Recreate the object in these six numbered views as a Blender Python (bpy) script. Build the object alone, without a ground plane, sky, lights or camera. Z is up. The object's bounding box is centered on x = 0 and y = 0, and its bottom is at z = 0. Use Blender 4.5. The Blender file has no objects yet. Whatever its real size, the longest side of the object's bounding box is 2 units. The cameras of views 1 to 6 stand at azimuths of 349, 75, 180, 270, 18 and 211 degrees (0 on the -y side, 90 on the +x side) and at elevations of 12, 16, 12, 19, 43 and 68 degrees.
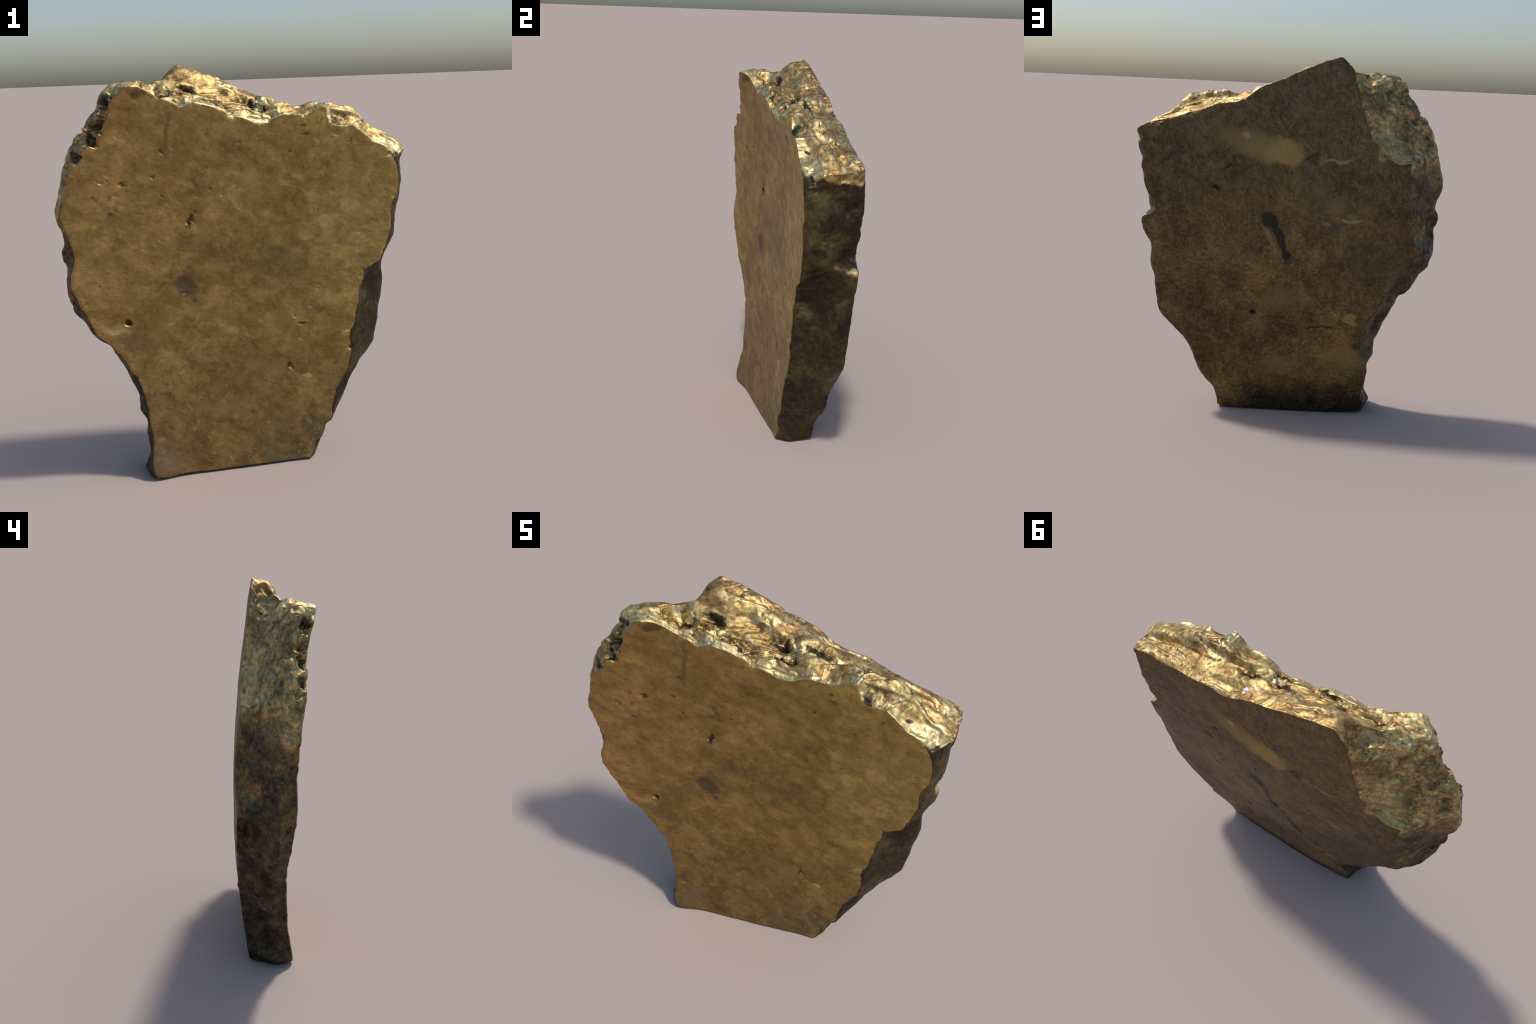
"""A broken slab of fired stone-like ceramic: a slightly curved, spatula-shaped fragment that
stands on its narrow foot.  Two worn faces, a spongy fracture along the top, a flaked shoulder
and knapped edges down both sides.  The body is one lofted surface, split into parts."""
import bpy
import math
import numpy as np

RNG = np.random.default_rng(7)

# ----------------------------------------------------------------------------------------
# sizes
# ----------------------------------------------------------------------------------------
COLS = 2000            # columns round the rim
FACE_ROWS = 130        # rings from the centre of a face to its edge
SIDE_ROWS = 96         # rows across the thickness
CENTRE = (0.0, 0.95)   # hub of the face rings (x, z)


def hump(x, z, cx, cz, rx, rz):
    return np.exp(-((x - cx) / rx) ** 2 - ((z - cz) / rz) ** 2)


def front_y(x, z):
    """The front face: dished, hollow across its height."""
    y = -0.1402 - 0.0195 * x + 0.1148 * z - 0.0948 * x * x + 0.002 * x * z - 0.0613 * z * z
    y = y - 0.016 * hump(x, z, .36, .85, .30, .36)      # fuller low on the right
    y = y - 0.026 * hump(x, z, -.53, 1.93, .09, .13)    # the top left corner stands forward
    y = y - 0.022 * hump(x, z, -.48, .03, .10, .10)     # so does the left toe
    y = y + 0.026 * hump(x, z, .30, .03, .20, .13)
    return y + 0.016 * hump(x, z, -.86, 1.33, .16, .24)


def back_y(x, z):
    """The back face: bowed outwards."""
    y = 0.0850 - 0.0146 * x + 0.1931 * z - 0.1109 * x * x + 0.0009 * x * z - 0.0892 * z * z
    y = y - 0.022 * hump(x, z, .36, .75, .36, .42) - 0.006 * hump(x, z, -.1, .05, .5, .15)
    y = y + 0.018 * hump(x, z, .84, 1.5, .14, .22) + 0.020 * hump(x, z, .60, .38, .13, .28)   # fuller margins
    return y + 0.014 * hump(x, z, -.25, 1.95, .14, .16) + 0.019 * hump(x, z, -.64, 1.2, .13, .30)


# ----------------------------------------------------------------------------------------
# control profiles (x, z): edge of the front face, belly of the side, edge of the back face.
# Each runs round the rim through the same five stretches.
# ----------------------------------------------------------------------------------------
FRONT = dict(
    top=[(-.511, 1.904), (-.482, 1.911), (-.426, 1.898), (-.387, 1.882), (-.348, 1.855), (-.308, 1.84), (-.251, 1.809),
         (-.204, 1.824), (-.145, 1.813), (-.087, 1.793), (-.046, 1.774), (-.029, 1.743), (.008, 1.748), (.05, 1.738),
         (.109, 1.714), (.152, 1.715), (.194, 1.74), (.243, 1.753), (.305, 1.75), (.363, 1.756), (.381, 1.771),
         (.411, 1.786), (.432, 1.785), (.443, 1.744), (.46, 1.702), (.509, 1.689), (.564, 1.686), (.613, 1.651),
         (.662, 1.607), (.705, 1.59), (.736, 1.555), (.758, 1.524)],
    right=[(.758, 1.524), (.771, 1.489), (.781, 1.452), (.781, 1.389), (.778, 1.346), (.75, 1.303), (.751, 1.2),
           (.73, 1.122), (.711, 1.064), (.692, 1.02), (.654, .999), (.615, .979), (.613, .94), (.59, .882), (.583, .823),
           (.562, .713), (.534, .635), (.541, .575), (.527, .489), (.497, .438), (.465, .373), (.442, .299),
           (.432, .213), (.398, .182), (.386, .129), (.368, .097), (.332, .03), (.318, .006)],
    foot=[(.318, .008), (.173, .006), (.016, .008), (-.193, .006), (-.321, .009), (-.43, .005), (-.461, .014)],
    left=[(-.461, .012), (-.472, .042), (-.482, .084), (-.475, .135), (-.468, .199), (-.474, .251), (-.483, .35),
          (-.497, .422), (-.517, .489), (-.544, .538), (-.574, .596), (-.618, .665), (-.663, .715), (-.707, .758),
          (-.728, .805), (-.742, .85), (-.768, .897), (-.787, .955), (-.806, 1.0), (-.805, 1.055), (-.785, 1.113),
          (-.786, 1.174), (-.799, 1.223), (-.813, 1.266), (-.833, 1.325), (-.828, 1.36), (-.801, 1.446), (-.777, 1.537)],
    shoulder=[(-.777, 1.537), (-.772, 1.562), (-.737, 1.583), (-.699, 1.624), (-.686, 1.652), (-.647, 1.652),
              (-.638, 1.69), (-.601, 1.739), (-.58, 1.789), (-.584, 1.817), (-.559, 1.85), (-.511, 1.904)])
BELLY = dict(
    top=[(-.565, 1.918), (-.54, 1.925), (-.48, 1.925), (-.41, 1.922), (-.372, 1.888), (-.32, 1.882), (-.25, 1.88),
         (-.18, 1.865), (-.1, 1.84), (0, 1.81), (.07, 1.795), (.15, 1.80), (.24, 1.79), (.33, 1.774), (.40, 1.787), (.45, 1.793),
         (.5, 1.777), (.58, 1.745), (.63, 1.695), (.67, 1.658), (.72, 1.625), (.775, 1.602), (.838, 1.56)],
    right=[(.838, 1.565), (.832, 1.48), (.828, 1.40), (.825, 1.335), (.808, 1.275), (.787, 1.14), (.757, 1.08),
           (.728, 1.05), (.70, 1.01), (.668, .965), (.656, .90), (.662, .82), (.655, .73), (.635, .66), (.628, .58), (.615, .50), (.572, .415), (.53, .345), (.490, .27), (.44, .20), (.408, .135), (.384, .07), (.36, .001)],
    foot=[(.36, .001), (.2, -.002), (0, -.003), (-.25, -.002), (-.49, .004)],
    left=[(-.49, .004), (-.508, .04), (-.484, .105), (-.481, .2), (-.487, .26), (-.508, .315), (-.515, .368),
          (-.523, .435), (-.552, .503), (-.596, .60), (-.635, .67), (-.703, .735), (-.745, .81), (-.797, .868),
          (-.813, .92), (-.826, 1.0), (-.826, 1.08), (-.845, 1.143), (-.826, 1.2), (-.825, 1.235), (-.847, 1.292),
          (-.848, 1.338), (-.826, 1.405), (-.83, 1.462)],
    shoulder=[(-.83, 1.462), (-.818, 1.51), (-.79, 1.585), (-.763, 1.645), (-.70, 1.72), (-.655, 1.775),
              (-.62, 1.815), (-.605, 1.86), (-.565, 1.918)])
BACK = dict(
    top=[(-.317, 1.914), (-.302, 1.939), (-.267, 1.974), (-.232, 2.003), (-.179, 1.988), (-.126, 1.967), (-.063, 1.938),
         (.003, 1.909), (.062, 1.88), (.128, 1.854), (.194, 1.822), (.265, 1.765), (.319, 1.745), (.366, 1.741),
         (.421, 1.729), (.488, 1.70), (.556, 1.682), (.618, 1.659), (.687, 1.637), (.743, 1.629), (.83, 1.597),
         (.851, 1.583)],
    right=[(.851, 1.583), (.852, 1.572), (.836, 1.526), (.821, 1.479), (.815, 1.417), (.819, 1.369), (.807, 1.328),
           (.792, 1.274), (.762, 1.213), (.75, 1.155), (.775, 1.128), (.812, 1.104), (.812, 1.044), (.795, 1.012),
           (.766, .964), (.754, .914), (.752, .82), (.735, .763), (.73, .69), (.719, .60), (.698, .556), (.654, .522),
           (.605, .474), (.556, .424), (.52, .365), (.49, .28), (.478, .225), (.446, .187), (.405, .141), (.374, .085),
           (.372, .014)],
    foot=[(.372, .014), (.347, .005), (.095, .003), (-.182, .002), (-.352, .003), (-.46, .012)],
    left=[(-.46, .012), (-.463, .055), (-.456, .106), (-.462, .16), (-.465, .27), (-.452, .341), (-.423, .388),
          (-.422, .45), (-.438, .527), (-.469, .589), (-.502, .635), (-.546, .703), (-.577, .762), (-.617, .843),
          (-.652, .898), (-.705, .946), (-.711, .996), (-.676, 1.038), (-.65, 1.09), (-.636, 1.14), (-.641, 1.221),
          (-.648, 1.31), (-.64, 1.40), (-.641, 1.464)],
    shoulder=[(-.641, 1.464), (-.562, 1.454), (-.533, 1.47), (-.478, 1.482), (-.461, 1.528), (-.417, 1.58),
              (-.4, 1.633), (-.377, 1.692), (-.353, 1.757), (-.342, 1.822), (-.319, 1.881), (-.317, 1.914)])
# a further line across the top fracture, three quarters of the way to the back: (x, z)
TOP_CREST = [(-.40, 1.862), (-.36, 1.868), (-.30, 1.925), (-.24, 1.972), (-.17, 1.965), (-.12, 1.95), (-.06, 1.915),
             (0, 1.885), (.07, 1.85), (.13, 1.835), (.2, 1.822), (.28, 1.785), (.36, 1.758), (.44, 1.742), (.52, 1.72),
             (.6, 1.70), (.68, 1.665), (.74, 1.64), (.80, 1.612), (.838, 1.578)]
# the line of greatest width down the right side, well towards the back
RIGHT_CREST = [(.850, 1.573), (.838, 1.50), (.828, 1.42), (.828, 1.355), (.815, 1.28), (.775, 1.20), (.765, 1.15), (.80, 1.11),
               (.79, 1.045), (.775, 1.0), (.754, .95), (.752, .83), (.736, .72), (.722, .63),
               (.706, .56), (.655, .50), (.600, .45), (.562, .40), (.532, .345), (.508, .28), (.482, .215), (.436, .15),
               (.388, .08), (.366, .006)]
# pits in the front face: x, z, half width, half height, depth, turn
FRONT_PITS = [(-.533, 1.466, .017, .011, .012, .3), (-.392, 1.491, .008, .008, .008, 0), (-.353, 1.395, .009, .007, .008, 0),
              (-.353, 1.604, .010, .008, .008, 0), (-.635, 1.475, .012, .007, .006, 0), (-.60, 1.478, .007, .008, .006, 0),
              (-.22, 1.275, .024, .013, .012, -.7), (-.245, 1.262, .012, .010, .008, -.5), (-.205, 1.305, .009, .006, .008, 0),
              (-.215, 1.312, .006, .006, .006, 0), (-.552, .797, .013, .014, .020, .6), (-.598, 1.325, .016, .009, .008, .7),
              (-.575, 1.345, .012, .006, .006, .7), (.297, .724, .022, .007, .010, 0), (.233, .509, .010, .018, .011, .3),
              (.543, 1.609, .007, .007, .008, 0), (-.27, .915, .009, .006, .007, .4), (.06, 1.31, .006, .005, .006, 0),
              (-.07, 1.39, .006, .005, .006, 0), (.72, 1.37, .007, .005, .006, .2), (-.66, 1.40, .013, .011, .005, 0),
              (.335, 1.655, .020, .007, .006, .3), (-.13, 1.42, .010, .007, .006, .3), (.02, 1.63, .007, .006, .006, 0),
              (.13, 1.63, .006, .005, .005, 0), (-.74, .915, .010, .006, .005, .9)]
STRETCHES = ("shoulder", "top", "right", "foot", "left")


# ----------------------------------------------------------------------------------------
# noise
# ----------------------------------------------------------------------------------------
def _hash(ix, iy, iz, seed):
    h = (ix.astype(np.uint32) * np.uint32(374761393) + iy.astype(np.uint32) * np.uint32(668265263)
         + iz.astype(np.uint32) * np.uint32(2147483647) + np.uint32(seed * 974711 + 12345))
    h = (h ^ (h >> np.uint32(13))) * np.uint32(1274126177)
    h = (h ^ (h >> np.uint32(16))) * np.uint32(2246822519)
    return h ^ (h >> np.uint32(15))


def noise(p, seed=0):
    """Gradient noise at points p (n, 3), about -1..1."""
    i = np.floor(p).astype(np.int64)
    f = (p - i).astype(np.float32)
    u = f * f * f * (f * (f * 6 - 15) + 10)
    out = np.zeros(len(p), np.float32)
    for dx in (0, 1):
        wx = u[:, 0] if dx else 1 - u[:, 0]
        for dy in (0, 1):
            wy = u[:, 1] if dy else 1 - u[:, 1]
            for dz in (0, 1):
                wz = u[:, 2] if dz else 1 - u[:, 2]
                h = _hash(i[:, 0] + dx, i[:, 1] + dy, i[:, 2] + dz, seed)
                gx = (h & np.uint32(1023)).astype(np.float32) / 511.5 - 1
                gy = ((h >> np.uint32(10)) & np.uint32(1023)).astype(np.float32) / 511.5 - 1
                gz = ((h >> np.uint32(20)) & np.uint32(1023)).astype(np.float32) / 511.5 - 1
                out += wx * wy * wz * (gx * (f[:, 0] - dx) + gy * (f[:, 1] - dy) + gz * (f[:, 2] - dz))
    return out * 1.3


def fbm(p, octaves=4, seed=0, gain=0.5, ridged=False):
    total, amp, norm = 0, 1.0, 0.0
    for o in range(octaves):
        n = noise(p * (2.0 ** o) + 17.3 * o, seed + o)
        total = total + amp * ((1 - 2 * np.abs(n)) if ridged else n)
        norm += amp
        amp *= gain
    return total / norm


def grains(p, seed=0):
    """Distance to the nearest of scattered points, about 0..1: rounded grains with sharp seams."""
    i = np.floor(p).astype(np.int64)
    best = np.full(len(p), 9.0, np.float32)
    for dx in (-1, 0, 1):
        for dy in (-1, 0, 1):
            for dz in (-1, 0, 1):
                c = i + np.array([dx, dy, dz])
                h = _hash(c[:, 0], c[:, 1], c[:, 2], seed)
                q = np.stack([(h >> np.uint32(k)) & np.uint32(1023) for k in (0, 10, 20)], 1) / 1023.0
                best = np.minimum(best, ((c + q - p) ** 2).sum(1).astype(np.float32))
    return np.sqrt(best)


def smooth(a, b, x):
    t = np.clip((x - a) / (b - a), 0, 1)
    return t * t * (3 - 2 * t)


# ----------------------------------------------------------------------------------------
# rim curves
# ----------------------------------------------------------------------------------------
def resample(points, n):
    """n points evenly along a centripetal-like smooth curve through the control points."""
    p = np.array(points, float)
    q = np.vstack([2 * p[0] - p[1], p, 2 * p[-1] - p[-2]])
    out = []
    for k in range(1, len(q) - 2):
        a, b, c, d = q[k - 1], q[k], q[k + 1], q[k + 2]
        t = np.linspace(0, 1, 24, endpoint=False)[:, None]
        lab, lbc, lcd = (max(np.linalg.norm(v), 1e-6) for v in (b - a, c - b, d - c))
        m1 = 0.62 * lbc * ((c - b) / lbc + (b - a) / lab) / 2 * 1.3
        m2 = 0.62 * lbc * ((c - b) / lbc + (d - c) / lcd) / 2 * 1.3
        out.append((2 * t**3 - 3 * t**2 + 1) * b + (t**3 - 2 * t**2 + t) * m1 + (-2 * t**3 + 3 * t**2) * c + (t**3 - t**2) * m2)
    out = np.vstack(out + [p[-1:]])
    s = np.concatenate([[0], np.cumsum(np.linalg.norm(np.diff(out, axis=0), axis=1))])
    t = np.linspace(0, s[-1], n, endpoint=False)
    return np.stack([np.interp(t, s, out[:, k]) for k in (0, 1)], 1)


def length(points):
    return np.linalg.norm(np.diff(np.array(points), axis=0), axis=1).sum()


lengths = {k: max(length(FRONT[k]), length(BACK[k])) for k in STRETCHES}
counts = {k: int(COLS * lengths[k] / sum(lengths.values())) for k in STRETCHES}
counts["top"] += COLS - sum(counts.values())
first, stretch_of = {}, []
for k in STRETCHES:
    first[k] = len(stretch_of)
    stretch_of += [k] * counts[k]
stretch_of = np.array(stretch_of)

F2, M2, B2 = (np.vstack([resample(loop[k], counts[k]) for k in STRETCHES]) for loop in (FRONT, BELLY, BACK))
N2 = M2 * 0.45 + B2 * 0.55
sel = stretch_of == "top"
N2[sel] = resample(TOP_CREST, counts["top"])
# the gap between the top left lump and the peak runs down into the shoulder
i = np.arange(COLS) - first["top"]
M2[sel, 1] += .013 * smooth(-.25, .05, M2[sel, 0]) * smooth(.86, .72, M2[sel, 0])
N2 += np.exp(-((np.minimum(i, 0)) / 45.0) ** 2)[:, None] * np.where(i < 0, 1, 0)[:, None] * np.array([.02, -.05])
# the wall below the widest point on the left is scooped out; the strip above it stands proud
side = stretch_of == "left"
N2[side] += np.column_stack([.115 * hump(0, N2[:, 1], 0, .80, 1, .085) - .035 * hump(0, N2[:, 1], 0, .945, 1, .04) - .014 * hump(0, N2[:, 1], 0, 1.18, 1, .2)
                             + .012 * hump(0, N2[:, 1], 0, .35, 1, .2), .02 * hump(0, N2[:, 1], 0, .83, 1, .10)])[side]
side = stretch_of == "right"
N2[side] = resample(RIGHT_CREST, counts["right"])

# both flanks swell a little beyond their control lines
for line, by in ((F2, .003), (M2, .006), (N2, .005)):
    line[:, 0] -= by * (stretch_of == "left") * smooth(.78, .60, line[:, 1])
    line[:, 0] += by * (stretch_of == "right") * smooth(.75, .55, line[:, 1])
# let the shoulder and the left side flow into one another
near = np.exp(-((np.minimum(np.arange(COLS), COLS - np.arange(COLS))) / 45.0) ** 2)[:, None]
for _ in range(250):
    for line in (M2, N2):
        line += ((np.roll(line, 1, 0) + np.roll(line, -1, 0)) / 2 - line) * near

# roughen the two sharp edges a little, more along the fractures
edge_noise_amp = {"top": 0.007, "shoulder": 0.006, "right": 0.007, "left": 0.006, "foot": 0.004}
amp = np.array([edge_noise_amp[k] for k in stretch_of])
for loop, seed, gain in ((F2, 5, 1.0), (B2, 15, 0.7)):
    p3 = np.column_stack([loop[:, 0], np.zeros(COLS), loop[:, 1]])
    n1 = fbm(p3 * 22, 3, seed, 0.6)
    n2 = fbm(p3 * 22 + 50, 3, seed + 1, 0.6)
    n3 = fbm(p3 * 75 + 20, 2, seed + 2, 0.6)
    n4 = fbm(p3 * 75 + 70, 2, seed + 3, 0.6)
    loop += np.column_stack([n1 + .45 * n3, n2 + .45 * n4]) * (amp * gain)[:, None]


def lift(xz, frac):
    """Place a rim line between the faces: frac 0 is the front face, 1 the back."""
    x, z = xz[:, 0], xz[:, 1]
    return np.column_stack([x, front_y(x, z) * (1 - frac) + back_y(x, z) * frac, z])


F3, M3, N3, B3 = lift(F2, 0.0), lift(M2, 0.38), lift(N2, 0.70), lift(B2, 1.0)

# ----------------------------------------------------------------------------------------
# the grid: rows run from the middle of the front face, over the edge, to the middle of the back
# ----------------------------------------------------------------------------------------
rows, zone = [], []
hub = np.array(CENTRE)
ring = np.linspace(0, 1, FACE_ROWS + 1)[1:]
ring = 1 - (1 - ring) ** 1.15


def face_row(edge2, r, surface):
    xz = hub + (edge2 - hub) * r
    return np.column_stack([xz[:, 0], surface(xz[:, 0], xz[:, 1]), xz[:, 1]])


for r in ring:
    rows.append(face_row(F2, r, front_y))
    zone.append(0)
knots = [0.0, 0.38, 0.70, 1.0]
round_front = np.array([{"shoulder": 0.7, "left": 1.2}.get(k, 1.0) for k in stretch_of])[:, None]
for t in np.linspace(0, 1, SIDE_ROWS + 2)[1:-1]:
    k = 0 if t < knots[1] else 1 if t < knots[2] else 2
    a, b = (F3, M3, N3, B3)[k], (F3, M3, N3, B3)[k + 1]
    h = knots[k + 1] - knots[k]
    u = (t - knots[k]) / h
    # monotone-ish cubic through the four lines
    P = (F3, M3, N3, B3)
    def slope(j):
        if j == 0:
            return (P[1] - P[0]) / (knots[1] - knots[0]) * round_front
        if j == 3:
            return (P[3] - P[2]) / (knots[3] - knots[2])
        return (P[j + 1] - P[j - 1]) / (knots[j + 1] - knots[j - 1])
    m1, m2 = slope(k) * h, slope(k + 1) * h
    rows.append((2 * u**3 - 3 * u**2 + 1) * a + (u**3 - 2 * u**2 + u) * m1 + (-2 * u**3 + 3 * u**2) * b + (u**3 - u**2) * m2)
    zone.append(1)
for r in ring[::-1]:
    rows.append(face_row(B2, r, back_y))
    zone.append(2)
G = np.array(rows)                      # (R, C, 3)
zone = np.array(zone)
R = len(G)
row_f, row_b = FACE_ROWS - 1, FACE_ROWS + SIDE_ROWS   # the edge rows
across = np.clip((np.arange(R) - row_f) / (row_b - row_f), 0, 1)   # 0 front edge .. 1 back edge


def soften(G, row, width, passes, strength):
    """Round an edge: smooth across it, most at the edge row."""
    lo, hi = row - width, row + width + 1
    wt = np.exp(-((np.arange(lo, hi) - row) / (width * 0.5)) ** 2)[:, None, None] * strength
    for _ in range(passes):
        mid = (G[lo - 1:hi - 1] + G[lo + 1:hi + 1]) / 2
        G[lo:hi] += (mid - G[lo:hi]) * np.minimum(wt, 1)
    return G


edge_round_f = {"top": 0.35, "shoulder": 0.3, "right": 0.6, "left": 0.9, "foot": 0.4}
edge_round_b = {"top": 0.3, "shoulder": 0.2, "right": 0.7, "left": 0.6, "foot": 0.6}


def along(table, passes=40):
    v = np.array([table[k] for k in stretch_of])
    for _ in range(passes):
        v = (np.roll(v, 1) + v + np.roll(v, -1)) / 3
    return v


G = soften(G, row_f, 10, 14, along(edge_round_f)[None, :, None])
G = soften(G, row_b, 10, 14, along(edge_round_b)[None, :, None])


def normals(G):
    du = np.roll(G, -1, 1) - np.roll(G, 1, 1)
    dv = np.gradient(G, axis=0)
    n = np.cross(du, dv)
    n /= np.linalg.norm(n, axis=2, keepdims=True) + 1e-12
    return n


N = normals(G)
if N[FACE_ROWS // 2, :, 1].mean() > 0:
    N = -N

P = G.reshape(-1, 3)
nrm = N.reshape(-1, 3)
col_w = {k: along({j: float(j == k) for j in STRETCHES}, 400) for k in STRETCHES}
side_w = np.zeros(R)
side_w[row_f:row_b + 1] = np.sin(np.pi * np.clip(across[row_f:row_b + 1], 0, 1)) ** 0.5
side_w = smooth(0.0, 0.75, side_w)


def rimmask(k):
    return (side_w[:, None] * col_w[k][None, :]).reshape(-1)


disp = np.zeros(len(P), np.float32)
warp = np.column_stack([fbm(P * 7, 3, 41), fbm(P * 7 + 30, 3, 42), fbm(P * 7 + 60, 3, 43)])
Pw = P + 0.035 * warp
ragged_warp = np.column_stack([fbm(P * 26, 2, 44), fbm(P * 26 + 30, 2, 45), fbm(P * 26 + 60, 2, 46)])

def press(mask, relief):
    """Add relief (a function of the points and their warped twins) where the mask is set."""
    on = mask > 1e-3
    disp[on] += mask[on] * relief(P[on], Pw[on])


def turned(p, angle):
    """Points turned about y, for relief that runs aslant."""
    c, s = math.cos(angle), math.sin(angle)
    return np.column_stack([c * p[:, 0] + s * p[:, 2], p[:, 1], -s * p[:, 0] + c * p[:, 2]])


# faces: broad waves and fine wear, brushed aslant
front = (np.arange(R) <= row_f).astype(np.float32)[:, None].repeat(COLS, 1).reshape(-1)
back = (np.arange(R) >= row_b).astype(np.float32)[:, None].repeat(COLS, 1).reshape(-1)
press(front + back, lambda p, w: 0.004 * fbm(p * 3.2, 2, 3) + 0.0044 * fbm(p * 8, 3, 9) + 0.0009 * fbm(p * 55, 2, 10))
press(front, lambda p, w: 0.0016 * fbm(turned(p, -.4) * np.array([9, 9, 30]), 3, 13) - 0.0035 * smooth(.42, .7, noise(w * 21, 17)))
press(back, lambda p, w: 0.0012 * fbm(turned(p, 1.05) * np.array([18, 10, 50]), 2, 12) * smooth(0.6, 1.4, p[:, 2])
      + 0.0012 * fbm(p * 38, 2, 14) - 0.003 * smooth(.48, .7, noise(w * 24, 18)))


def dent(centre, radii, depth, angle=0.0, ragged=0.3, sharp=2.0):
    """Push the surface in (or out, depth < 0) round a point; angle turns the dent in the x-z plane."""
    d = P - np.array(centre)
    near = np.abs(d).max(1) < 3 * max(radii)
    d = d[near] + ragged * (min(radii) * warp[near] * 3 + 0.05 * ragged_warp[near])
    c, s = math.cos(angle), math.sin(angle)
    e = np.column_stack([(c * d[:, 0] + s * d[:, 2]) / radii[0], d[:, 1] / radii[1], (-s * d[:, 0] + c * d[:, 2]) / radii[2]])
    disp[near] -= depth * np.exp(-np.sqrt((e * e).sum(1)) ** sharp)


def face_dent(x, z, rx, rz, depth, angle=0.0, side="front", ragged=0.3, sharp=2.5):
    y = front_y(x, z) if side == "front" else back_y(x, z)
    dent((x, y, z), (rx, 0.06, rz), depth, angle, ragged, sharp)


# the top fracture: lumps, coarse grains, ledges that follow the layering, crumbly pits
def top_relief(p, w):
    layered = p + .5 * (w - p)
    coarse = smooth(-.2, .2, fbm(p * 5, 2, 29))
    y = 0.015 * fbm(w * np.array([6, 10, 10]), 2, 21) + 0.004 * fbm(w * np.array([13, 20, 20]), 2, 24, 0.45)
    y += 0.021 * (.45 - grains(w * np.array([7, 16, 16]), 90)) * (.35 + .65 * coarse)
    y += 0.0028 * (.45 - grains(w * 46, 91)) * coarse
    y -= 0.012 * np.exp(-(fbm(layered * np.array([3.5, 15, 15]), 2, 81) / 0.035) ** 2) * smooth(-.05, .25, fbm(p * 6, 2, 83))
    y += 0.011 * (smooth(-.07, .07, fbm(layered * np.array([3, 11, 11]), 2, 85)) - .5)
    return y - 0.006 * smooth(.1, .6, noise(w * 26, 87)) * smooth(-.2, .2, fbm(p * 5 + 9, 2, 88))


press(rimmask("top"), top_relief)
dent((.775, .02, 1.62), (.05, .035, .05), 0.016, -.5)
dent((-.37, .0, 1.89), (.045, .16, .06), 0.026)
dent((.60, -.03, 1.73), (.05, .05, .05), -0.008)
dent((.04, .02, 1.85), (.035, .05, .05), -0.012)
dent((.40, -.01, 1.78), (.17, .026, .06), 0.030, -.2)
dent((.66, .0, 1.67), (.10, .012, .05), 0.016, -.5)
dent((.27, .06, 1.80), (.07, .04, .05), -0.012)
dent((-.10, .02, 1.89), (.05, .06, .05), 0.012)
dent((-.48, .0, 1.92), (.05, .035, .05), -0.010)
# the flaked shoulder: slanting ribs, ledges and grains
def shoulder_relief(p, w):
    rib = turned(w, .72)
    y = 0.020 * fbm(rib * np.array([5, 9, 14]), 3, 31, 0.55) + 0.010 * (smooth(-.04, .06, fbm(rib * np.array([4, 7, 12]), 2, 35)) - .5)
    return y + 0.013 * (.45 - grains(rib * np.array([10, 14, 20]), 92)) + 0.0025 * (.45 - grains(w * 42, 93))


press(rimmask("shoulder"), shoulder_relief)
# the knapped sides: scooped flakes and crumbs
press(rimmask("left"), lambda p, w: 0.014 * fbm(p * np.array([4, 5, 7]), 3, 51) + 0.009 * fbm(p * np.array([10, 10, 15]), 2, 55)
      + 0.012 * (.45 - grains(w * np.array([9, 12, 11]), 94)) + 0.006 * (.45 - grains(w * 32, 95)) * smooth(.5, 1.2, p[:, 2]))
press(rimmask("right"), lambda p, w: 0.016 * fbm(p * np.array([4, 6, 6]), 2, 61) + 0.010 * fbm(p * np.array([9, 11, 9]), 2, 65)
      - 0.014 * (.5 - grains(p * np.array([7, 9, 8]), 96)) + 0.003 * fbm(w * 24, 2, 63))
press(rimmask("foot"), lambda p, w: 0.002 * fbm(p * 30, 3, 71))


# nicks and chips along both rims
for loop3, share in ((F3, 95), (B3, 60)):
    for c in RNG.choice(COLS, share, replace=False):
        if stretch_of[c] != "foot":
            r = RNG.uniform(.010, .030)
            dent(loop3[c], (r * RNG.uniform(.7, 1.6), r * .8, r), RNG.uniform(.18, .32) * r * RNG.choice([1, 1, 1, -.5]), RNG.uniform(-1, 1), 0.6)

# holes and slots of the top fracture
dent((.075, -.02, 1.80), (.048, .022, .06), 0.06, -.2, 0.8)
dent((.24, -.005, 1.80), (.06, .022, .06), 0.035, -.2, 0.8)
dent((.12, -.07, 1.775), (.06, .012, .05), 0.022, -.2, 0.8)
dent((-.097, -.085, 1.813), (.075, .010, .05), 0.024, -.3, 0.8)
dent((-.34, -.075, 1.87), (.05, .010, .05), 0.016, -.4, 0.8)
dent((-.214, -.035, 1.864), (.05, .010, .05), 0.018, -.1)
dent((-.25, .0, 1.88), (.035, .009, .05), 0.016, -.3)
dent((.515, -.13, 1.738), (.05, .022, .028), 0.026, -.35)
dent((.66, -.12, 1.66), (.03, .02, .03), 0.016)
dent((.78, -.01, 1.60), (.16, .012, .06), 0.014, -.5)
dent((-.17, .07, 1.95), (.03, .03, .05), 0.015)
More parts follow.
